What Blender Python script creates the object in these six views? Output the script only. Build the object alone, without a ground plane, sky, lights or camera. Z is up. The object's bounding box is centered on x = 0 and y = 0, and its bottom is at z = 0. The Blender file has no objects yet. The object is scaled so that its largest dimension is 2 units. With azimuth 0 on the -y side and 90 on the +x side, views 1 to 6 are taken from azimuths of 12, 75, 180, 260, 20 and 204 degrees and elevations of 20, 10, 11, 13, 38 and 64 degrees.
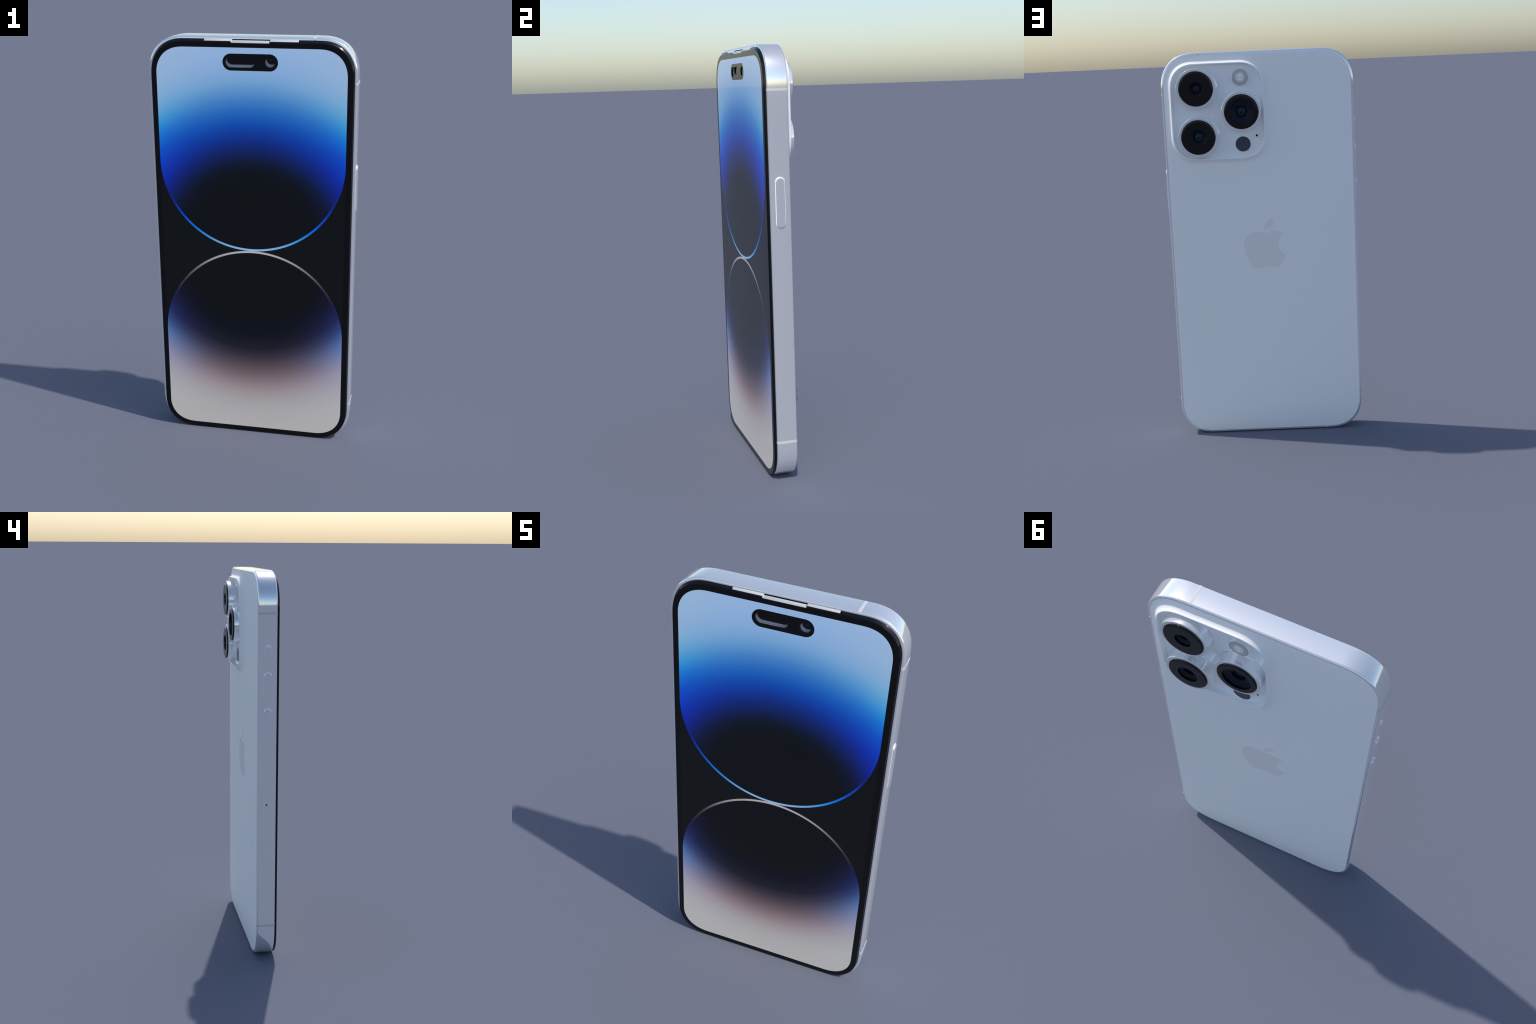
"""A large slab-sided smartphone standing upright: polished steel frame, frosted
white back with a raised triple-camera plateau, black-bordered display in front."""
import bpy, bmesh, math
from mathutils import Vector
from mathutils.geometry import tessellate_polygon

# ------------------------------------------------------------------ dimensions
HALF_W, BASE, TOP = 0.4821, 0.0, 2.0            # frame outline (x half width, z range)
CORNER, SQUIRCLE = 0.175, 2.35                 # continuous corner
Y_GLASS = -0.0798                              # front face of the cover glass
Y_FRONT, Y_BACK = -0.0685, 0.0282               # front lip and back lip of the frame
SIDE_Y = -0.0205                               # middle line of the side walls
FLOOR_Y, CREST_Y = 0.0258, 0.0505              # sunken floor and rim of the camera plateau
SHIFT = -0.0015                                # display assembly sits a hair off centre
CSEG = 28                                      # segments per corner

scene = bpy.context.scene
root = bpy.data.objects.new("smartphone", None)
scene.collection.objects.link(root)
root["label"] = "tall silver-framed smartphone, white back, three cameras, blue glowing wallpaper"
root["category"] = "mobile phone"


# ------------------------------------------------------------------ mesh helpers
def rounded(cx, cz, hx, hz, r, n=SQUIRCLE, inset=0.0):
    """Closed outline with superelliptic corners, always 4*(CSEG+3) points (x, z).
    A guard point on the straight run beside every corner keeps the flat sides flat in shading."""
    hx, hz, r = hx - inset, hz - inset, max(r - inset, 0.0005)
    r = min(r, hx, hz)
    pts = []
    for q in range(4):
        sx, sz = ((1, 1), (-1, 1), (-1, -1), (1, -1))[q]
        for i in range(CSEG + 1):
            a = math.pi / 2 * (i / CSEG)
            if q % 2:
                a = math.pi / 2 - a
            c, s = math.cos(a) ** (2 / n) if math.cos(a) > 1e-9 else 0.0, math.sin(a) ** (2 / n) if math.sin(a) > 1e-9 else 0.0
            pts.append((cx + sx * (hx - r + r * c), cz + sz * (hz - r + r * s)))
        gx, gz = min(0.008, 0.45 * (hx - r)), min(0.008, 0.45 * (hz - r))
        side_guard, top_guard = (cx + sx * hx, cz + sz * (hz - r - gz)), (cx + sx * (hx - r - gx), cz + sz * hz)
        first, last = (top_guard, side_guard) if q % 2 else (side_guard, top_guard)
        pts.insert(len(pts) - CSEG - 1, first)
        pts.append(last)
    return pts


def pill(cx, cz, hx, hz, inset=0.0):
    return rounded(cx, cz, hx, hz, min(hx, hz), 2.0, inset)


def circle(cx, cz, r):
    return pill(cx, cz, r, r)


def at(outline, y):
    return [Vector((x, y, z)) for x, z in outline]


def arc(p, q, steps, bulge_first):
    """Quarter ellipse from p to q, both (offset, y); bulge_first: leaves p along y."""
    out = []
    for i in range(steps + 1):
        t = math.pi / 2 * i / steps
        if bulge_first:
            u, v = 1 - math.cos(t), math.sin(t)
        else:
            u, v = math.sin(t), 1 - math.cos(t)
        out.append((p[0] + (q[0] - p[0]) * u, p[1] + (q[1] - p[1]) * v))
    return out


def finish(name, bm, material, parent=None, angle=32.0, smooth=True):
    bmesh.ops.remove_doubles(bm, verts=bm.verts, dist=1e-6)
    bmesh.ops.dissolve_degenerate(bm, edges=bm.edges, dist=1e-7)
    bmesh.ops.recalc_face_normals(bm, faces=bm.faces)
    me = bpy.data.meshes.new(name)
    bm.to_mesh(me)
    bm.free()
    for p in me.polygons:
        p.use_smooth = smooth
    if smooth:
        me.set_sharp_from_angle(angle=math.radians(angle))
    me.materials.append(material)
    ob = bpy.data.objects.new(name, me)
    scene.collection.objects.link(ob)
    ob.parent = parent or root
    return ob


def add_loft(bm, loops, closed=False, wrap=False):
    """Quads between successive closed loops; closed=True caps both ends."""
    rows = [[bm.verts.new(v) for v in loop] for loop in loops]
    pairs = list(zip(rows, rows[1:])) + ([(rows[-1], rows[0])] if wrap else [])
    for a, b in pairs:
        n = len(a)
        for i in range(n):
            f = [a[i], a[(i + 1) % n], b[(i + 1) % n], b[i]]
            if (f[0].co - f[1].co).length < 1e-7 and (f[2].co - f[3].co).length < 1e-7:
                continue
            bm.faces.new(f)
    if closed:
        bm.faces.new(rows[0])
        bm.faces.new(rows[-1])
    return rows


def add_fill(bm, outlines, y):
    """Flat sheet bounded by the first outline, with the others as holes."""
    loops = [at(o, y) for o in outlines]
    loops = [[p for i, p in enumerate(l) if (p - l[i - 1]).length > 1e-7] for l in loops]
    flat = [bm.verts.new(p) for l in loops for p in l]
    for t in tessellate_polygon(loops):
        try:
            bm.faces.new([flat[i] for i in t])
        except ValueError:
            pass


def sweep(name, outline_at, profile, material, wrap=False, caps=False, parent=None, angle=32.0):
    """Carry a profile of (inset, y) round an outline."""
    bm = bmesh.new()
    add_loft(bm, [at(outline_at(d), y) for d, y in profile], closed=caps, wrap=wrap)
    return finish(name, bm, material, parent, angle)


def plate(name, outlines, y_low, y_high, material, parent=None, angle=32.0):
    """Flat slab with holes, between two depths."""
    bm = bmesh.new()
    for o in outlines:
        add_loft(bm, [at(o, y_low), at(o, y_high)])
    add_fill(bm, outlines, y_low)
    add_fill(bm, outlines, y_high)
    return finish(name, bm, material, parent, angle)


def turned(name, profile, material, parent=None, angle=32.0, steps=96):
    """Lathe a profile of (radius, y) about the y axis; the mesh is centred on x = z = 0."""
    bm = bmesh.new()
    rows = []
    for r, y in profile:
        if r < 1e-6:
            rows.append([bm.verts.new((0, y, 0))])
        else:
            rows.append([bm.verts.new((r * math.cos(2 * math.pi * i / steps), y, r * math.sin(2 * math.pi * i / steps))) for i in range(steps)])
    for a, b in zip(rows, rows[1:]):
        for i in range(steps):
            j = (i + 1) % steps
            f = [a[i % len(a)], a[j % len(a)], b[j % len(b)], b[i % len(b)]]
            f = list(dict.fromkeys(f))
            if len(f) > 2:
                bm.faces.new(f)
    return finish(name, bm, material, parent, angle)


# ------------------------------------------------------------------ materials
def srgb(c):
    return tuple((v / 255 / 12.92 if v / 255 <= 0.04045 else ((v / 255 + 0.055) / 1.055) ** 2.4) for v in c)


def principled(name, colour, rough, metallic=0.0, grain=0.0, grain_scale=60.0, **more):
    m = bpy.data.materials.new(name)
    m.use_nodes = True
    nt = m.node_tree
    b = nt.nodes["Principled BSDF"]
    b.inputs["Base Color"].default_value = (*colour, 1)
    b.inputs["Roughness"].default_value = rough
    b.inputs["Metallic"].default_value = metallic
    for k, v in more.items():
        b.inputs["IOR" if k == "ior" else k.replace("_", " ").title().replace("Ior", "IOR")].default_value = v
    if grain:
        tc = nt.nodes.new("ShaderNodeTexCoord")
        no = nt.nodes.new("ShaderNodeTexNoise")
        no.inputs["Scale"].default_value = grain_scale
        no.inputs["Detail"].default_value = 3
        nt.links.new(tc.outputs["Object"], no.inputs["Vector"])
        mr = nt.nodes.new("ShaderNodeMapRange")
        mr.inputs["To Min"].default_value = max(0.0, rough - grain)
        mr.inputs["To Max"].default_value = rough + grain
        nt.links.new(no.outputs["Fac"], mr.inputs["Value"])
        nt.links.new(mr.outputs["Result"], b.inputs["Roughness"])
    return m


STEEL = principled("polished_steel", (0.98, 0.98, 0.98), 0.04, 0.72)
BUTTON_STEEL = principled("button_steel", (0.98, 0.98, 0.98), 0.06, 0.72)
RING_STEEL = principled("ring_steel", (0.97, 0.97, 0.97), 0.06, 0.70)
FROST = principled("frosted_back_glass", (1.0, 0.985, 0.955), 0.5, specular_ior_level=0.35)  # lightened to a warm near-white for the back's glow in shade
PLATEAU = principled("polished_white_glass", (1.0, 1.0, 0.99), 0.05, 0.10)  # colour raised to full white to carry the plateau's bright glow
LOGO = principled("satin_logo", (0.93, 0.885, 0.85), 0.3)
BAND = principled("antenna_plastic", (0.62, 0.63, 0.62), 0.45)
BLACK_GLASS = principled("black_cover_glass", (0.0006, 0.0006, 0.0008), 0.04, ior=1.42)
GASKET = principled("black_gasket", (0.003, 0.003, 0.004), 0.12)
VOID = principled("dark_hole", (0.001, 0.001, 0.001), 0.9, specular_ior_level=0.1)
GREY_CARD = principled("grey_recess", (0.42, 0.45, 0.50), 0.6)
MESH_LIGHT = principled("pale_speaker_mesh", (0.66, 0.66, 0.66), 0.5)
LENS_BLACK = principled("lens_black", (0.0008, 0.0009, 0.0012), 0.06, ior=1.42)
LENS_WELL = principled("lens_well", (0.004, 0.006, 0.018), 0.45, specular_ior_level=0.2)
LENS_VIOLET = principled("lens_violet", (0.020, 0.018, 0.046), 0.30, specular_ior_level=0.25)
LENS_BLUE = principled("lens_blue", (0.012, 0.024, 0.040), 0.30, specular_ior_level=0.25)
LENS_TEAL = principled("lens_teal", (0.001, 0.016, 0.027), 0.30, specular_ior_level=0.25)
SCANNER = principled("depth_scanner_glass", (0.055, 0.058, 0.075), 0.10)
LED = principled("warm_led", (0.95, 0.72, 0.36), 0.4)


class Graph:
    """Short-hand for building shader node chains."""

    def __init__(self, name):
        self.m = bpy.data.materials.new(name)
        self.m.use_nodes = True
        self.nt = self.m.node_tree
        self.bsdf = self.nt.nodes["Principled BSDF"]
        tc = self.nt.nodes.new("ShaderNodeTexCoord")
        sep = self.nt.nodes.new("ShaderNodeSeparateXYZ")
        self.nt.links.new(tc.outputs["Object"], sep.inputs[0])
        self.x, self.y, self.z = sep.outputs

    def put(self, socket, v):
        if isinstance(v, (int, float)):
            socket.default_value = v
        elif isinstance(v, tuple):
            socket.default_value = (*v, 1)
        else:
            self.nt.links.new(v, socket)

    def math(self, op, a, b=0.0, clamp=False):
        n = self.nt.nodes.new("ShaderNodeMath")
        n.operation, n.use_clamp = op, clamp
        self.put(n.inputs[0], a)
        self.put(n.inputs[1], b)
        return n.outputs[0]

    def span(self, v, lo, hi, smooth=True):
        n = self.nt.nodes.new("ShaderNodeMapRange")
        n.interpolation_type = "SMOOTHSTEP" if smooth else "LINEAR"
        self.put(n.inputs["Value"], v)
        n.inputs["From Min"].default_value, n.inputs["From Max"].default_value = lo, hi
        return n.outputs["Result"]

    def ramp(self, v, lo, hi, stops):
        t = self.span(v, lo, hi, smooth=False)
        n = self.nt.nodes.new("ShaderNodeValToRGB")
        el = n.color_ramp.elements
        while len(el) < len(stops):
            el.new(0.5)
        for e, (p, c) in zip(el, stops):
            e.position, e.color = (p - lo) / (hi - lo), (*c, 1)
        self.nt.links.new(t, n.inputs[0])
        return n.outputs[0]

    def mix(self, f, a, b):
        n = self.nt.nodes.new("ShaderNodeMix")
        n.data_type = "RGBA"
        self.put(n.inputs[0], f)
        self.put(n.inputs[6], a)
        self.put(n.inputs[7], b)
        return n.outputs[2]


HAZE = (0.0068, 0.0068, 0.0098)      # what the glass itself mirrors
LIT_SHARE = (1.45, 1.30, 1.05)       # part of the picture that is reflected rather than glowing


def screen(c):
    """Linear colour of the display, free of the cover glass's own haze."""
    return tuple(max(0.0, v - h) for v, h in zip(srgb(c), HAZE))


def wallpaper():
    g = Graph("display_wallpaper")
    MEET, RAD = 0.988, 0.441
    x = g.math("ABSOLUTE", g.math("SUBTRACT", g.x, -0.002))
    dz = g.math("SUBTRACT", g.z, MEET)
    r = g.math("SQRT", g.math("ADD", g.math("MULTIPLY", x, x), g.math("MULTIPLY", dz, dz)))
    upper = g.math("GREATER_THAN", dz, 0.0)
    # each half is a U-shaped bowl: a semicircle resting on the meeting point, then straight sides
    below = g.math("MAXIMUM", g.math("SUBTRACT", RAD, g.math("ABSOLUTE", dz)), 0.0)
    bowl = g.math("SUBTRACT", g.math("SQRT", g.math("ADD", g.math("MULTIPLY", x, x), g.math("MULTIPLY", below, below))), RAD)
    inside = g.span(bowl, 0.0008, -0.0008)
    rim = g.math("MULTIPLY", g.span(bowl, -0.0108, -0.0092), g.span(x, 0.425, 0.36))
    black = screen((21, 22, 27))

    def stops(rows):
        return [(p, screen(c)) for p, c in rows]

    sky_mid = g.ramp(r, 0.30, 1.0, stops([
        (0.34, (19, 21, 27)), (0.40, (20, 23, 34)), (0.44, (20, 28, 52)), (0.482, (22, 34, 86)), (0.522, (22, 41, 112)), (0.562, (22, 52, 140)),
        (0.603, (22, 66, 158)), (0.643, (28, 84, 172)), (0.683, (42, 101, 179)), (0.73, (66, 121, 187)), (0.777, (92, 142, 196)),
        (0.816, (112, 155, 202)), (0.86, (128, 163, 208)), (0.95, (140, 171, 212)), (1.0, (144, 172, 212))]))
    sky_edge = g.ramp(r, 0.30, 1.0, stops([
        (0.34, (20, 22, 32)), (0.42, (22, 27, 62)), (0.47, (22, 33, 105)), (0.51, (22, 38, 140)), (0.555, (22, 46, 166)), (0.601, (22, 60, 178)),
        (0.647, (22, 78, 190)), (0.694, (25, 106, 200)), (0.733, (40, 133, 204)), (0.772, (74, 150, 204)), (0.827, (112, 164, 205)),
        (0.88, (132, 168, 206)), (0.93, (141, 171, 207)), (1.0, (146, 174, 209))]))
    sand_mid = g.ramp(r, 0.30, 1.0, stops([
        (0.35, (19, 21, 26)), (0.43, (20, 22, 32)), (0.477, (25, 26, 37)), (0.52, (33, 32, 43)), (0.567, (55, 50, 61)), (0.615, (82, 71, 80)),
        (0.664, (107, 93, 101)), (0.713, (132, 117, 126)), (0.762, (148, 138, 145)), (0.812, (157, 153, 159)), (0.876, (163, 162, 167)), (0.96, (167, 166, 170))]))
    sand_edge = g.ramp(r, 0.30, 1.0, stops([
        (0.36, (20, 21, 30)), (0.44, (27, 26, 56)), (0.49, (30, 34, 80)), (0.53, (34, 44, 96)), (0.571, (46, 66, 122)), (0.603, (63, 91, 146)),
        (0.637, (86, 111, 161)), (0.673, (107, 123, 165)), (0.712, (127, 132, 166)), (0.751, (143, 143, 168)), (0.79, (151, 151, 168)),
        (0.833, (159, 159, 169)), (0.90, (166, 166, 172)), (0.98, (168, 168, 172))]))
    side = g.math("DIVIDE", x, 0.44)
    sky = g.mix(g.math("POWER", side, 2.9), sky_mid, sky_edge)
    sand = g.mix(g.math("POWER", side, 3.2), sand_mid, sand_edge)
    sky_rim = g.ramp(x, 0.0, 0.44, stops([
        (0.0, (136, 172, 216)), (0.10, (122, 166, 210)), (0.17, (92, 152, 208)), (0.23, (45, 130, 206)), (0.28, (20, 104, 200)),
        (0.33, (20, 70, 180)), (0.37, (22, 48, 152)), (0.41, (24, 36, 120))]))
    sand_rim = g.ramp(x, 0.0, 0.44, stops([
        (0.0, (172, 166, 174)), (0.12, (160, 157, 164)), (0.19, (144, 142, 149)), (0.25, (115, 115, 120)), (0.30, (82, 82, 86)),
        (0.34, (54, 54, 60)), (0.38, (40, 39, 62)), (0.42, (34, 36, 86))]))
    art = g.mix(upper, g.mix(rim, sand, sand_rim), g.mix(rim, sky, sky_rim))
    picture = g.mix(inside, black, art)
    # the panel reflects about 60 % of what is seen and gives off the remaining 40 % as its own light
    tint = g.nt.nodes.new("ShaderNodeMix")
    tint.data_type, tint.blend_type = "RGBA", "MULTIPLY"
    tint.inputs[0].default_value = 1.0
    g.put(tint.inputs[6], picture)
    g.put(tint.inputs[7], LIT_SHARE)
    g.put(g.bsdf.inputs["Base Color"], tint.outputs[2])
    g.put(g.bsdf.inputs["Emission Color"], picture)
    g.bsdf.inputs["Emission Strength"].default_value = 0.4
    g.bsdf.inputs["Roughness"].default_value = 0.04
    g.bsdf.inputs["IOR"].default_value = 1.45
    return g.m


def flash_glass():
    g = Graph("flash_diffuser")
    r = g.math("SQRT", g.math("ADD", g.math("MULTIPLY", g.x, g.x), g.math("MULTIPLY", g.z, g.z)))
    g.put(g.bsdf.inputs["Base Color"], g.ramp(r, 0.0, 0.042, [  # central glow and dimmer rim painted as a radial ramp
        (0.0, (1.0, 0.99, 0.96)), (0.010, (1.0, 1.0, 1.0)), (0.018, (0.80, 0.80, 0.80)), (0.027, (0.48, 0.48, 0.49)), (0.033, (0.56, 0.56, 0.57)), (0.041, (0.33, 0.33, 0.35))]))
    g.bsdf.inputs["Roughness"].default_value = 0.12
    return g.m


WALLPAPER, FLASH = wallpaper(), flash_glass()

# ------------------------------------------------------------------ frame
MID_Z, HALF_H = (BASE + TOP) / 2, (TOP - BASE) / 2


def body(d):
    return rounded(0.0, MID_Z, HALF_W, HALF_H, CORNER, inset=d)


LIP_F, LIP_B = 0.0125, 0.0115
frame_profile = ([(LIP_F, -0.056), (LIP_F, Y_FRONT + 0.0006)]
                 + arc((LIP_F - 0.0008, Y_FRONT), (0.0, Y_FRONT + 0.0070), 8, False)
                 + arc((0.0, Y_BACK - 0.0085), (LIP_B, Y_BACK), 8, True)
                 + [(LIP_B + 0.0005, Y_BACK - 0.001), (LIP_B + 0.0005, 0.018)])
frame = sweep("frame", body, frame_profile, STEEL, wrap=True, angle=40)


def band(where, along_top):
    """Antenna break: a strip of plastic lying on the frame's own cross-section, 0.5 mm proud."""
    half, proud = 0.0058, 0.0006
    section = [(p[0] - proud * 0.9, p[1]) for p in frame_profile[1:-2]]
    bm = bmesh.new()
    rows = []
    for s in (-half, half):
        row = []
        for d, y in section:
            yy = y + (-0.0005 if y < Y_FRONT + 0.004 else 0.0005 if y > Y_BACK - 0.003 else 0)
            if along_top:
                row.append(bm.verts.new((where[0] + s, yy, where[1] - math.copysign(1, where[1] - MID_Z) * d)))
            else:
                row.append(bm.verts.new((where[0] - math.copysign(1, where[0]) * d, yy, where[1] + s)))
        rows.append(row)
    for i in range(len(section) - 1):
        bm.faces.new([rows[0][i], rows[0][i + 1], rows[1][i + 1], rows[1][i]])
    for row in rows:
        bm.faces.new(row)
    bm.faces.new([rows[0][0], rows[0][-1], rows[1][-1], rows[1][0]])
    return finish("antenna_band", bm, BAND, frame)


for z in (0.2005, 1.8000):
    for sx in (-1, 1):
        band((sx * HALF_W, z), False)
band((0.288, TOP), True)
band((-0.288, BASE + 0.0009), True)

# ------------------------------------------------------------------ front: gasket, cover glass, display, sensors
COVER_CZ, COVER_HX, COVER_HZ, COVER_R = 0.9897, 0.4672, 0.9895, 0.161
DISP_CZ, DISP_HX, DISP_HZ, DISP_R = 0.9888, 0.4413, 0.9633, 0.134


def notched(outline, depth):
    """The same outline with a shallow notch for the earpiece in the middle of its top edge."""
    top = outline[CSEG + 2][1]
    dip = [(0.0885, top), (0.0850, top - depth), (-0.0885, top - depth), (-0.0920, top)]
    return outline[:CSEG + 3] + dip + outline[CSEG + 3:]


def cover(d, depth=0.0062):
    return notched(rounded(SHIFT, COVER_CZ, COVER_HX, COVER_HZ, COVER_R, inset=d), depth)


display_edge = rounded(SHIFT - 0.001, DISP_CZ, DISP_HX, DISP_HZ, DISP_R)
bm = bmesh.new()
rim = lambda d: notched(body(d), 0.0)
add_loft(bm, [at(rim(LIP_F + 0.02), -0.060), at(rim(LIP_F + 0.0003), -0.060), at(rim(LIP_F + 0.0003), Y_FRONT + 0.0012),
              at(rim(LIP_F + 0.0012), Y_FRONT - 0.0005), at(cover(0.0006), Y_GLASS + 0.0034), at(cover(0.02), Y_GLASS + 0.0034)])
finish("gasket", bm, GASKET, angle=30)

bm = bmesh.new()
edge = [(0.004, Y_FRONT - 0.0006), (0.0, Y_FRONT - 0.0012)] + arc((0.0, Y_GLASS + 0.0034), (0.0032, Y_GLASS), 6, True)
add_loft(bm, [at(notched(display_edge, 0.0), Y_FRONT - 0.0006)] + [at(cover(d), y) for d, y in edge] + [at(cover(0.0040), Y_GLASS), at(cover(0.0062), Y_GLASS), at(notched(display_edge, 0.0), Y_GLASS)])
cover_glass = finish("cover_glass", bm, BLACK_GLASS, angle=30)

ISLAND = (-0.002, 1.8875, 0.1275, 0.0380)
island_edge = pill(*ISLAND)
display = plate("display", [display_edge, island_edge], Y_FRONT - 0.0006, Y_GLASS, WALLPAPER)

SLOT, EYE = (-0.0490, 1.8873, 0.0670, 0.0236), (0.0885, 1.8885, 0.0218)
island = plate("sensor_island", [island_edge, pill(*SLOT), circle(*EYE)], -0.0725, Y_GLASS, BLACK_GLASS)
for shape in (pill(*SLOT), circle(*EYE)):
    bm = bmesh.new()
    add_loft(bm, [at(shape, -0.0722), at(shape, -0.0640)])
    finish("recess_wall", bm, GREY_CARD, island)
plate("recess_floor", [pill(*ISLAND, inset=0.004)], -0.0620, -0.0642, GREY_CARD, island)


def clipped(shape, window, drop):
    """Part of a convex outline that stays inside another convex one (both point lists)."""
    out = list(shape)
    n = len(window)
    for i in range(n):
        a, b = window[i], window[(i + 1) % n]
        if math.dist(a, b) < 1e-7:
            continue
        keep, prev = [], out[-1] if out else None
        side = lambda p: (b[0] - a[0]) * (p[1] - a[1]) - (b[1] - a[1]) * (p[0] - a[0])
        for p in out:
            if prev is not None and (side(p) >= 0) != (side(prev) >= 0):
                t = side(prev) / (side(prev) - side(p))
                keep.append((prev[0] + (p[0] - prev[0]) * t, prev[1] + (p[1] - prev[1]) * t))
            if side(p) >= 0:
                keep.append(p)
            prev = p
        out = keep
    res = []
    for p in out:
        if not res or math.dist(p, res[-1]) > 1e-5:
            res.append(p)
    return res


UP = (0.0050, 0.0115)     # sensors keep to the frame, the glass hangs a little lower
plate("face_sensor", [clipped(pill(SLOT[0] + UP[0], SLOT[1] + UP[1], SLOT[2], SLOT[3]), pill(*SLOT, inset=0.0004), 0)], -0.0640, -0.0680, LENS_BLACK, island)
plate("selfie_camera", [clipped(circle(EYE[0] + 0.0062, EYE[1] + 0.0120, EYE[2]), circle(EYE[0], EYE[1], EYE[2] - 0.0004), 0)], -0.0640, -0.0680, LENS_BLACK, island)
eye = turned("selfie_lens", [(0.0, -0.0062), (0.004, -0.0058), (0.0072, -0.0044), (0.0086, -0.0020), (0.0088, 0.0)], LENS_VIOLET, island)
eye.location = (EYE[0] + 0.005, -0.0672, EYE[1] + 0.009)


def bar(name, x0, x1, z0, z1, y0, y1, material, round_by=0.0015, parent=None, lean=0.0):
    bm = bmesh.new()
    bmesh.ops.create_cube(bm, size=1.0)
    for v in bm.verts:
        v.co = Vector(((x0 + x1) / 2 + v.co.x * (x1 - x0), (y0 + y1) / 2 + v.co.y * (y1 - y0), (z0 + z1) / 2 + v.co.z * (z1 - z0)))
        if v.co.z > (z0 + z1) / 2 and v.co.y < (y0 + y1) / 2:
            v.co.y += lean
    bmesh.ops.bevel(bm, geom=bm.edges[:], offset=round_by, segments=3, affect="EDGES", profile=0.5)
    return finish(name, bm, material, parent, 30)


bar("earpiece_trim", -0.2142, -0.0850, 1.9745, 1.9878, -0.0785, -0.060, MESH_LIGHT, 0.0006, frame, 0.0085)
bar("earpiece_trim", 0.0880, 0.2175, 1.9745, 1.9878, -0.0785, -0.060, MESH_LIGHT, 0.0006, frame, 0.0085)
bar("earpiece_grille", -0.0895, 0.0855, 1.9690, 1.9838, -0.0792, -0.062, MESH_LIGHT, 0.0006, frame, 0.0066)
bar("earpiece_slit", -0.0866, 0.0885, 1.9790, 1.9877, -0.0722, -0.058, VOID, 0.0003, frame, 0.0020)

# ------------------------------------------------------------------ back glass with the swelling for the cameras
PC = (0.2018, 1.7065, 0.2343, 0.2402, 0.128)      # plateau outline
SWELL, SWELL_Y = 0.026, 0.0485


def plateau(d):
    return rounded(*PC, inset=d)


bm = bmesh.new()
add_loft(bm, [at(body(LIP_B + 0.0006), 0.019), at(body(LIP_B + 0.0006), Y_BACK - 0.0004), at(body(LIP_B + 0.0010), Y_BACK + 0.0002), at(body(LIP_B + 0.0022), Y_BACK + 0.0004)])
flat_y = Y_BACK + 0.0004
add_fill(bm, [body(LIP_B + 0.0022), plateau(-SWELL)], flat_y)
swell = [at(plateau(-SWELL), flat_y)]
for i in range(1, 13):
    t = i / 12
    rise = 0.45 * t * t + 0.55 * (1 - math.sqrt(1 - 0.98 * t * t)) / (1 - math.sqrt(0.02))
    swell.append(at(plateau(-SWELL * (1 - t)), flat_y + (SWELL_Y - flat_y) * rise))
add_loft(bm, swell + [at(plateau(0.004), SWELL_Y)])
back = finish("back_glass", bm, FROST, angle=50)

bm = bmesh.new()
crown = ([(0.0002, SWELL_Y - 0.003)] + arc((0.0002, SWELL_Y + 0.0002), (0.0030, CREST_Y), 6, True)
         + arc((0.0036, CREST_Y), (0.0062, CREST_Y - 0.0024), 4, False) + arc((0.0072, FLOOR_Y + 0.0024), (0.0096, FLOOR_Y), 4, True) + [(0.0115, FLOOR_Y)])
add_loft(bm, [at(plateau(d), y) for d, y in crown])
add_fill(bm, [plateau(0.0115)], FLOOR_Y)
bump = finish("camera_plateau", bm, PLATEAU, angle=50)

# ------------------------------------------------------------------ cameras
RING_Y, LENS_Y = 0.0735, 0.0798
ring_profile = ([(0.1040, FLOOR_Y - 0.001), (0.1040, FLOOR_Y + 0.0006)] + arc((0.1032, FLOOR_Y + 0.0010), (0.1002, FLOOR_Y + 0.0035), 4, False)
                + [(0.1000, RING_Y - 0.0045), (0.0998, RING_Y - 0.0018)] + arc((0.0998, RING_Y - 0.0014), (0.0984, RING_Y), 4, True)
                + [(0.0978, RING_Y), (0.0880, RING_Y), (0.0868, RING_Y), (0.0862, RING_Y - 0.0008), (0.0862, RING_Y - 0.006)])


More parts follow.
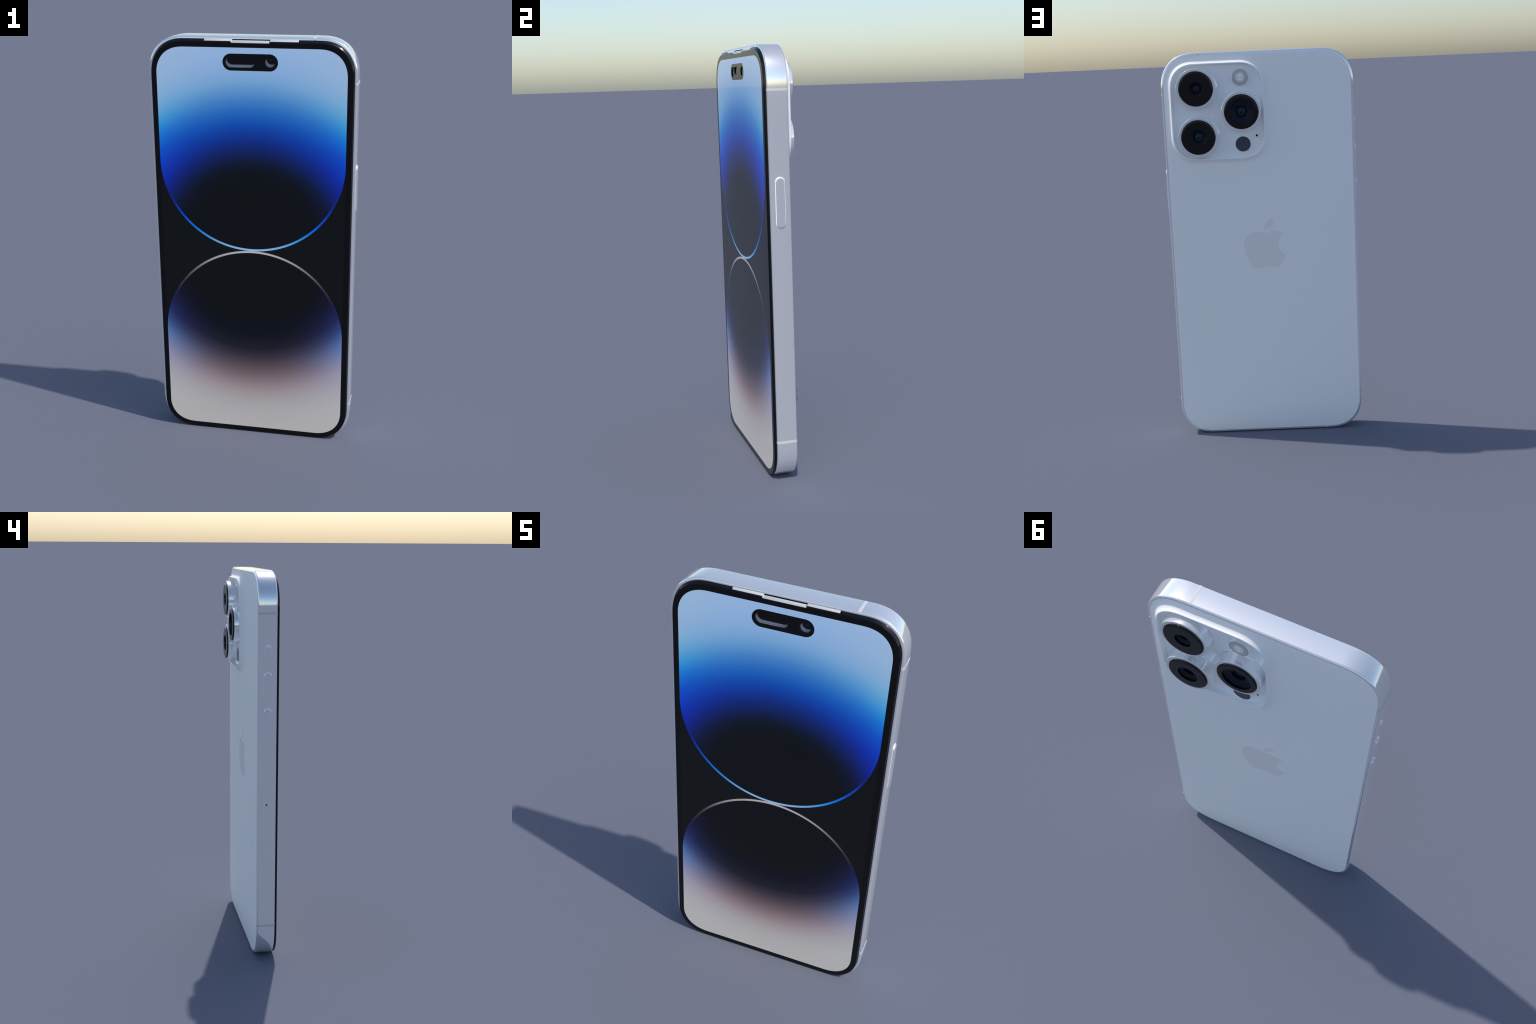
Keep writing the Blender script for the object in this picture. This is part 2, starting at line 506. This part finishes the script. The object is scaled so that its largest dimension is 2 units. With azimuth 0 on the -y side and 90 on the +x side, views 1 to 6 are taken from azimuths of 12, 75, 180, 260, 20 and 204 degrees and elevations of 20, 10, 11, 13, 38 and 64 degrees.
def camera(x, z, opening, inner, iris, inner_material):
    ring = turned("camera", ring_profile, RING_STEEL, bump, 40)
    ring.location = (x, 0, z)
    cover_profile = [(0.0858, RING_Y - 0.005), (0.0858, LENS_Y - 0.0040)] + arc((0.0858, LENS_Y - 0.0040), (0.0806, LENS_Y - 0.0004), 5, True) + [
        (0.0790, LENS_Y), (0.0770, LENS_Y), (opening + 0.0025, LENS_Y), (opening + 0.0006, LENS_Y), (opening, LENS_Y - 0.0005), (opening - 0.0010, LENS_Y - 0.009)]
    turned("lens_cover", cover_profile, LENS_BLACK, ring, 35)
    turned("lens_barrel", [(opening, LENS_Y - 0.0085), (opening - 0.003, LENS_Y - 0.0092), (inner + 0.002, LENS_Y - 0.0190), (inner, LENS_Y - 0.0200), (inner - 0.001, LENS_Y - 0.036)], LENS_WELL, ring, 35)
    dome = [(inner, LENS_Y - 0.0350)] + [(inner * math.cos(a), LENS_Y - 0.0350 + 0.008 * math.sin(a)) for a in (0.25, 0.5, 0.75, 1.0, 1.25, 1.45)] + [(0.0, LENS_Y - 0.0270)]
    turned("lens", dome, inner_material, ring, 60)
    turned("aperture", [(iris + 0.002, LENS_Y - 0.0290), (iris, LENS_Y - 0.0264), (iris * 0.5, LENS_Y - 0.0258), (0, LENS_Y - 0.0256)], LENS_BLACK, ring, 60)
    return ring


camera(0.3047, 1.8236, 0.0345, 0.0215, 0.0055, LENS_VIOLET)
camera(0.3047, 1.5834, 0.0435, 0.0265, 0.0075, LENS_BLUE)
camera(0.0835, 1.7024, 0.0620, 0.0285, 0.0095, LENS_TEAL)

post = turned("flash_post", [(0.0440, FLOOR_Y - 0.001), (0.0440, FLOOR_Y + 0.0006), (0.0422, FLOOR_Y + 0.0020), (0.0418, 0.0468), (0.0406, 0.0474), (0.0395, 0.0474)], PLATEAU, bump, 40)
post.location = (0.0833, 0, 1.8716)
FLASH_Y = 0.0480
flash = turned("flash", [(0.0402, FLASH_Y - 0.002), (0.0402, FLASH_Y - 0.0003), (0.0390, FLASH_Y + 0.0003), (0.030, FLASH_Y + 0.0008), (0.018, FLASH_Y + 0.0013), (0.0, FLASH_Y + 0.0016)], FLASH, post, 60)
for dx in (-0.0075, 0.0075):
    chip = turned("flash_led", [(0.0052, FLASH_Y + 0.0009), (0.0050, FLASH_Y + 0.0018), (0.0, FLASH_Y + 0.0022)], LED, flash, 60, 32)
    chip.location = (dx, 0, 0)
POST_Y = 0.0402
stem = turned("scanner_post", [(0.0410, FLOOR_Y - 0.001), (0.0410, FLOOR_Y + 0.0006), (0.0392, FLOOR_Y + 0.0020), (0.0388, POST_Y - 0.0006), (0.0384, POST_Y - 0.0002), (0.0376, POST_Y - 0.0002)], PLATEAU, bump, 40)
stem.location = (0.0832, 0, 1.5392)
scanner = turned("depth_scanner", [(0.0380, POST_Y - 0.003), (0.0380, POST_Y), (0.0374, POST_Y + 0.0004), (0.0360, POST_Y + 0.0004), (0.0, POST_Y + 0.0004)], SCANNER, stem, 40)
mic = turned("microphone", [(0.0125, FLOOR_Y - 0.001), (0.0106, FLOOR_Y + 0.0012), (0.0103, POST_Y - 0.0006), (0.0092, POST_Y + 0.0004), (0.0068, POST_Y + 0.0004), (0.0055, POST_Y - 0.0006), (0.0053, POST_Y - 0.004)], PLATEAU, bump, 50, 48)
mic.location = (0.0122, 0, 1.5790)
hole = turned("microphone_hole", [(0.0054, POST_Y - 0.0014), (0.0, POST_Y - 0.0014)], VOID, mic, 40, 32)

# ------------------------------------------------------------------ fruit emblem on the back (millimetres on the back plane)
FRUIT = [(-98.6, 1064.7), (-78.8, 1081.8), (-52.7, 1089.4), (-28.9, 1085.8), (-2.1, 1076.3), (18.6, 1084.4), (42.1, 1088.9), (68.9, 1080.7),
         (88.2, 1062.7), (101.4, 1036.5), (105.7, 1013.0), (103.8, 988.2), (96.0, 959.5), (84.1, 933.3), (69.3, 909.6), (54.0, 895.4), (38.3, 890.6),
         (19.6, 894.7), (-7.3, 901.4), (-29.6, 895.8), (-50.6, 890.9), (-68.2, 898.3), (-85.0, 917.9), (-97.8, 939.0), (-106.6, 959.2)]
BITE = [(-106.6, 959.2), (-87.3, 971.9), (-75.0, 994.0), (-70.2, 1018.4), (-77.1, 1042.3), (-98.6, 1064.7)]
LEAF = [(-51.6, 1152.9), (-28.9, 1144.5), (-11.0, 1126.7), (-2.6, 1109.7), (-1.3, 1094.2)]
LEAF_BACK = [(-1.3, 1094.2), (-17.5, 1098.0), (-38.0, 1113.5), (-49.8, 1134.3), (-51.6, 1152.9)]


def spline(pts, steps=8):
    """Catmull-Rom through an open run of points; the last point is left to the next run."""
    p = [Vector(q) for q in pts]
    p = [2 * p[0] - p[1]] + p + [2 * p[-1] - p[-2]]
    out = []
    for i in range(1, len(p) - 2):
        a, b, c, d = p[i - 1:i + 3]
        for k in range(steps):
            t = k / steps
            q = 0.5 * (2 * b + (c - a) * t + (2 * a - 5 * b + 4 * c - d) * t * t + (3 * b - a - 3 * c + d) * t ** 3)
            out.append((q.x / 1000, q.y / 1000))
    return out


emblem_y = flat_y
emblem = plate("emblem", [spline(FRUIT) + spline(BITE)], emblem_y - 0.001, emblem_y + 0.0009, LOGO, back, 40)
plate("emblem_leaf", [spline(LEAF) + spline(LEAF_BACK)], emblem_y - 0.001, emblem_y + 0.0009, LOGO, emblem, 40)


# ------------------------------------------------------------------ side controls
def side_key(name, sign, z0, z1, half, proud, soft, material, yc=SIDE_Y):
    """Pill-shaped key standing out of a side wall, its pale edge glint modelled apart as a ring."""
    cz, hz = (z0 + z1) / 2, (z1 - z0) / 2
    bm = bmesh.new()
    loops = []
    prof = [(0.0, -0.004), (0.0, proud - soft)] + arc((0.0, proud - soft), (soft, proud), 5, True)[1:] + [(soft + 0.0012, proud), (soft + 0.0030, proud)]
    for d, h in prof:
        loops.append([Vector((sign * (HALF_W + h), y, z)) for y, z in pill(yc, cz, half, hz, inset=d)])
    add_loft(bm, loops, closed=True)
    return finish(name, bm, material, frame, 40)


def side_glint_ring(sign, z0, z1, half, wide, yc=SIDE_Y, material=VOID):
    cz, hz = (z0 + z1) / 2, (z1 - z0) / 2
    bm = bmesh.new()
    prof = [(-wide, -0.002), (-wide, 0.0005), (0.0004, 0.0005), (0.0004, -0.002)]
    add_loft(bm, [[Vector((sign * (HALF_W + h), y, z)) for y, z in pill(yc, cz, half, hz, inset=d)] for d, h in prof])
    return finish("key_glint_ring", bm, material, frame, 40)


GLINT_RING = principled("key_glint_ring", (0.92, 0.91, 0.90), 0.4)  # near-white colour draws the sky glint along the key edges
side_key("side_button", 1, 1.1975, 1.4205, 0.0200, 0.0066, 0.0038, BUTTON_STEEL, -0.0218)
side_glint_ring(1, 1.1975, 1.4205, 0.0200, 0.0024, -0.0218, GLINT_RING)
for z0, z1 in ((1.3750, 1.5175), (1.1970, 1.3405)):
    side_key("volume_button", -1, z0, z1, 0.0195, 0.0066, 0.0038, BUTTON_STEEL)
    side_glint_ring(-1, z0, z1, 0.0195, 0.0024, SIDE_Y, GLINT_RING)


side_key("mute_switch", -1, 1.5772, 1.6483, 0.0112, 0.0066, 0.0036, BUTTON_STEEL, -0.0242)
side_glint_ring(-1, 1.5755, 1.6500, 0.0155, 0.0022, SIDE_Y, GLINT_RING)
side_key("card_tray", -1, 0.8305, 1.0285, 0.0172, 0.0009, 0.0006, BUTTON_STEEL, -0.0190)
side_glint_ring(-1, 0.8305, 1.0285, 0.0172, 0.0008, -0.0190, GLINT_RING)
bm = bmesh.new()
add_loft(bm, [[Vector((-(HALF_W + h), y, z)) for y, z in circle(-0.0188, 0.8475, 0.0044)] for h in (-0.001, 0.0010)], closed=True)
finish("tray_pinhole", bm, VOID, frame, 40)

# ------------------------------------------------------------------ underside: charging port, speaker holes, screws
def under(name, outline, material, lift=0.0):
    bm = bmesh.new()
    add_loft(bm, [[Vector((x, y, z)) for x, y in outline] for z in (0.004, 0.00005 + lift)], closed=True)
    return finish(name, bm, material, frame, 40)


# the frame's foot is raised a hair so that the inlays below it still rest on z = 0
for v in frame.data.vertices:
    if v.co.z < 0.0008:
        v.co.z = 0.0008
under("charging_port", pill(0, SIDE_Y, 0.053, 0.0165), VOID)
for sx in (-1, 1):
    under("case_screw", circle(sx * 0.082, SIDE_Y, 0.0095), BUTTON_STEEL)
    for k in range(6):
        under("speaker_hole", circle(sx * (0.118 + 0.0245 * k), SIDE_Y, 0.0085), VOID)
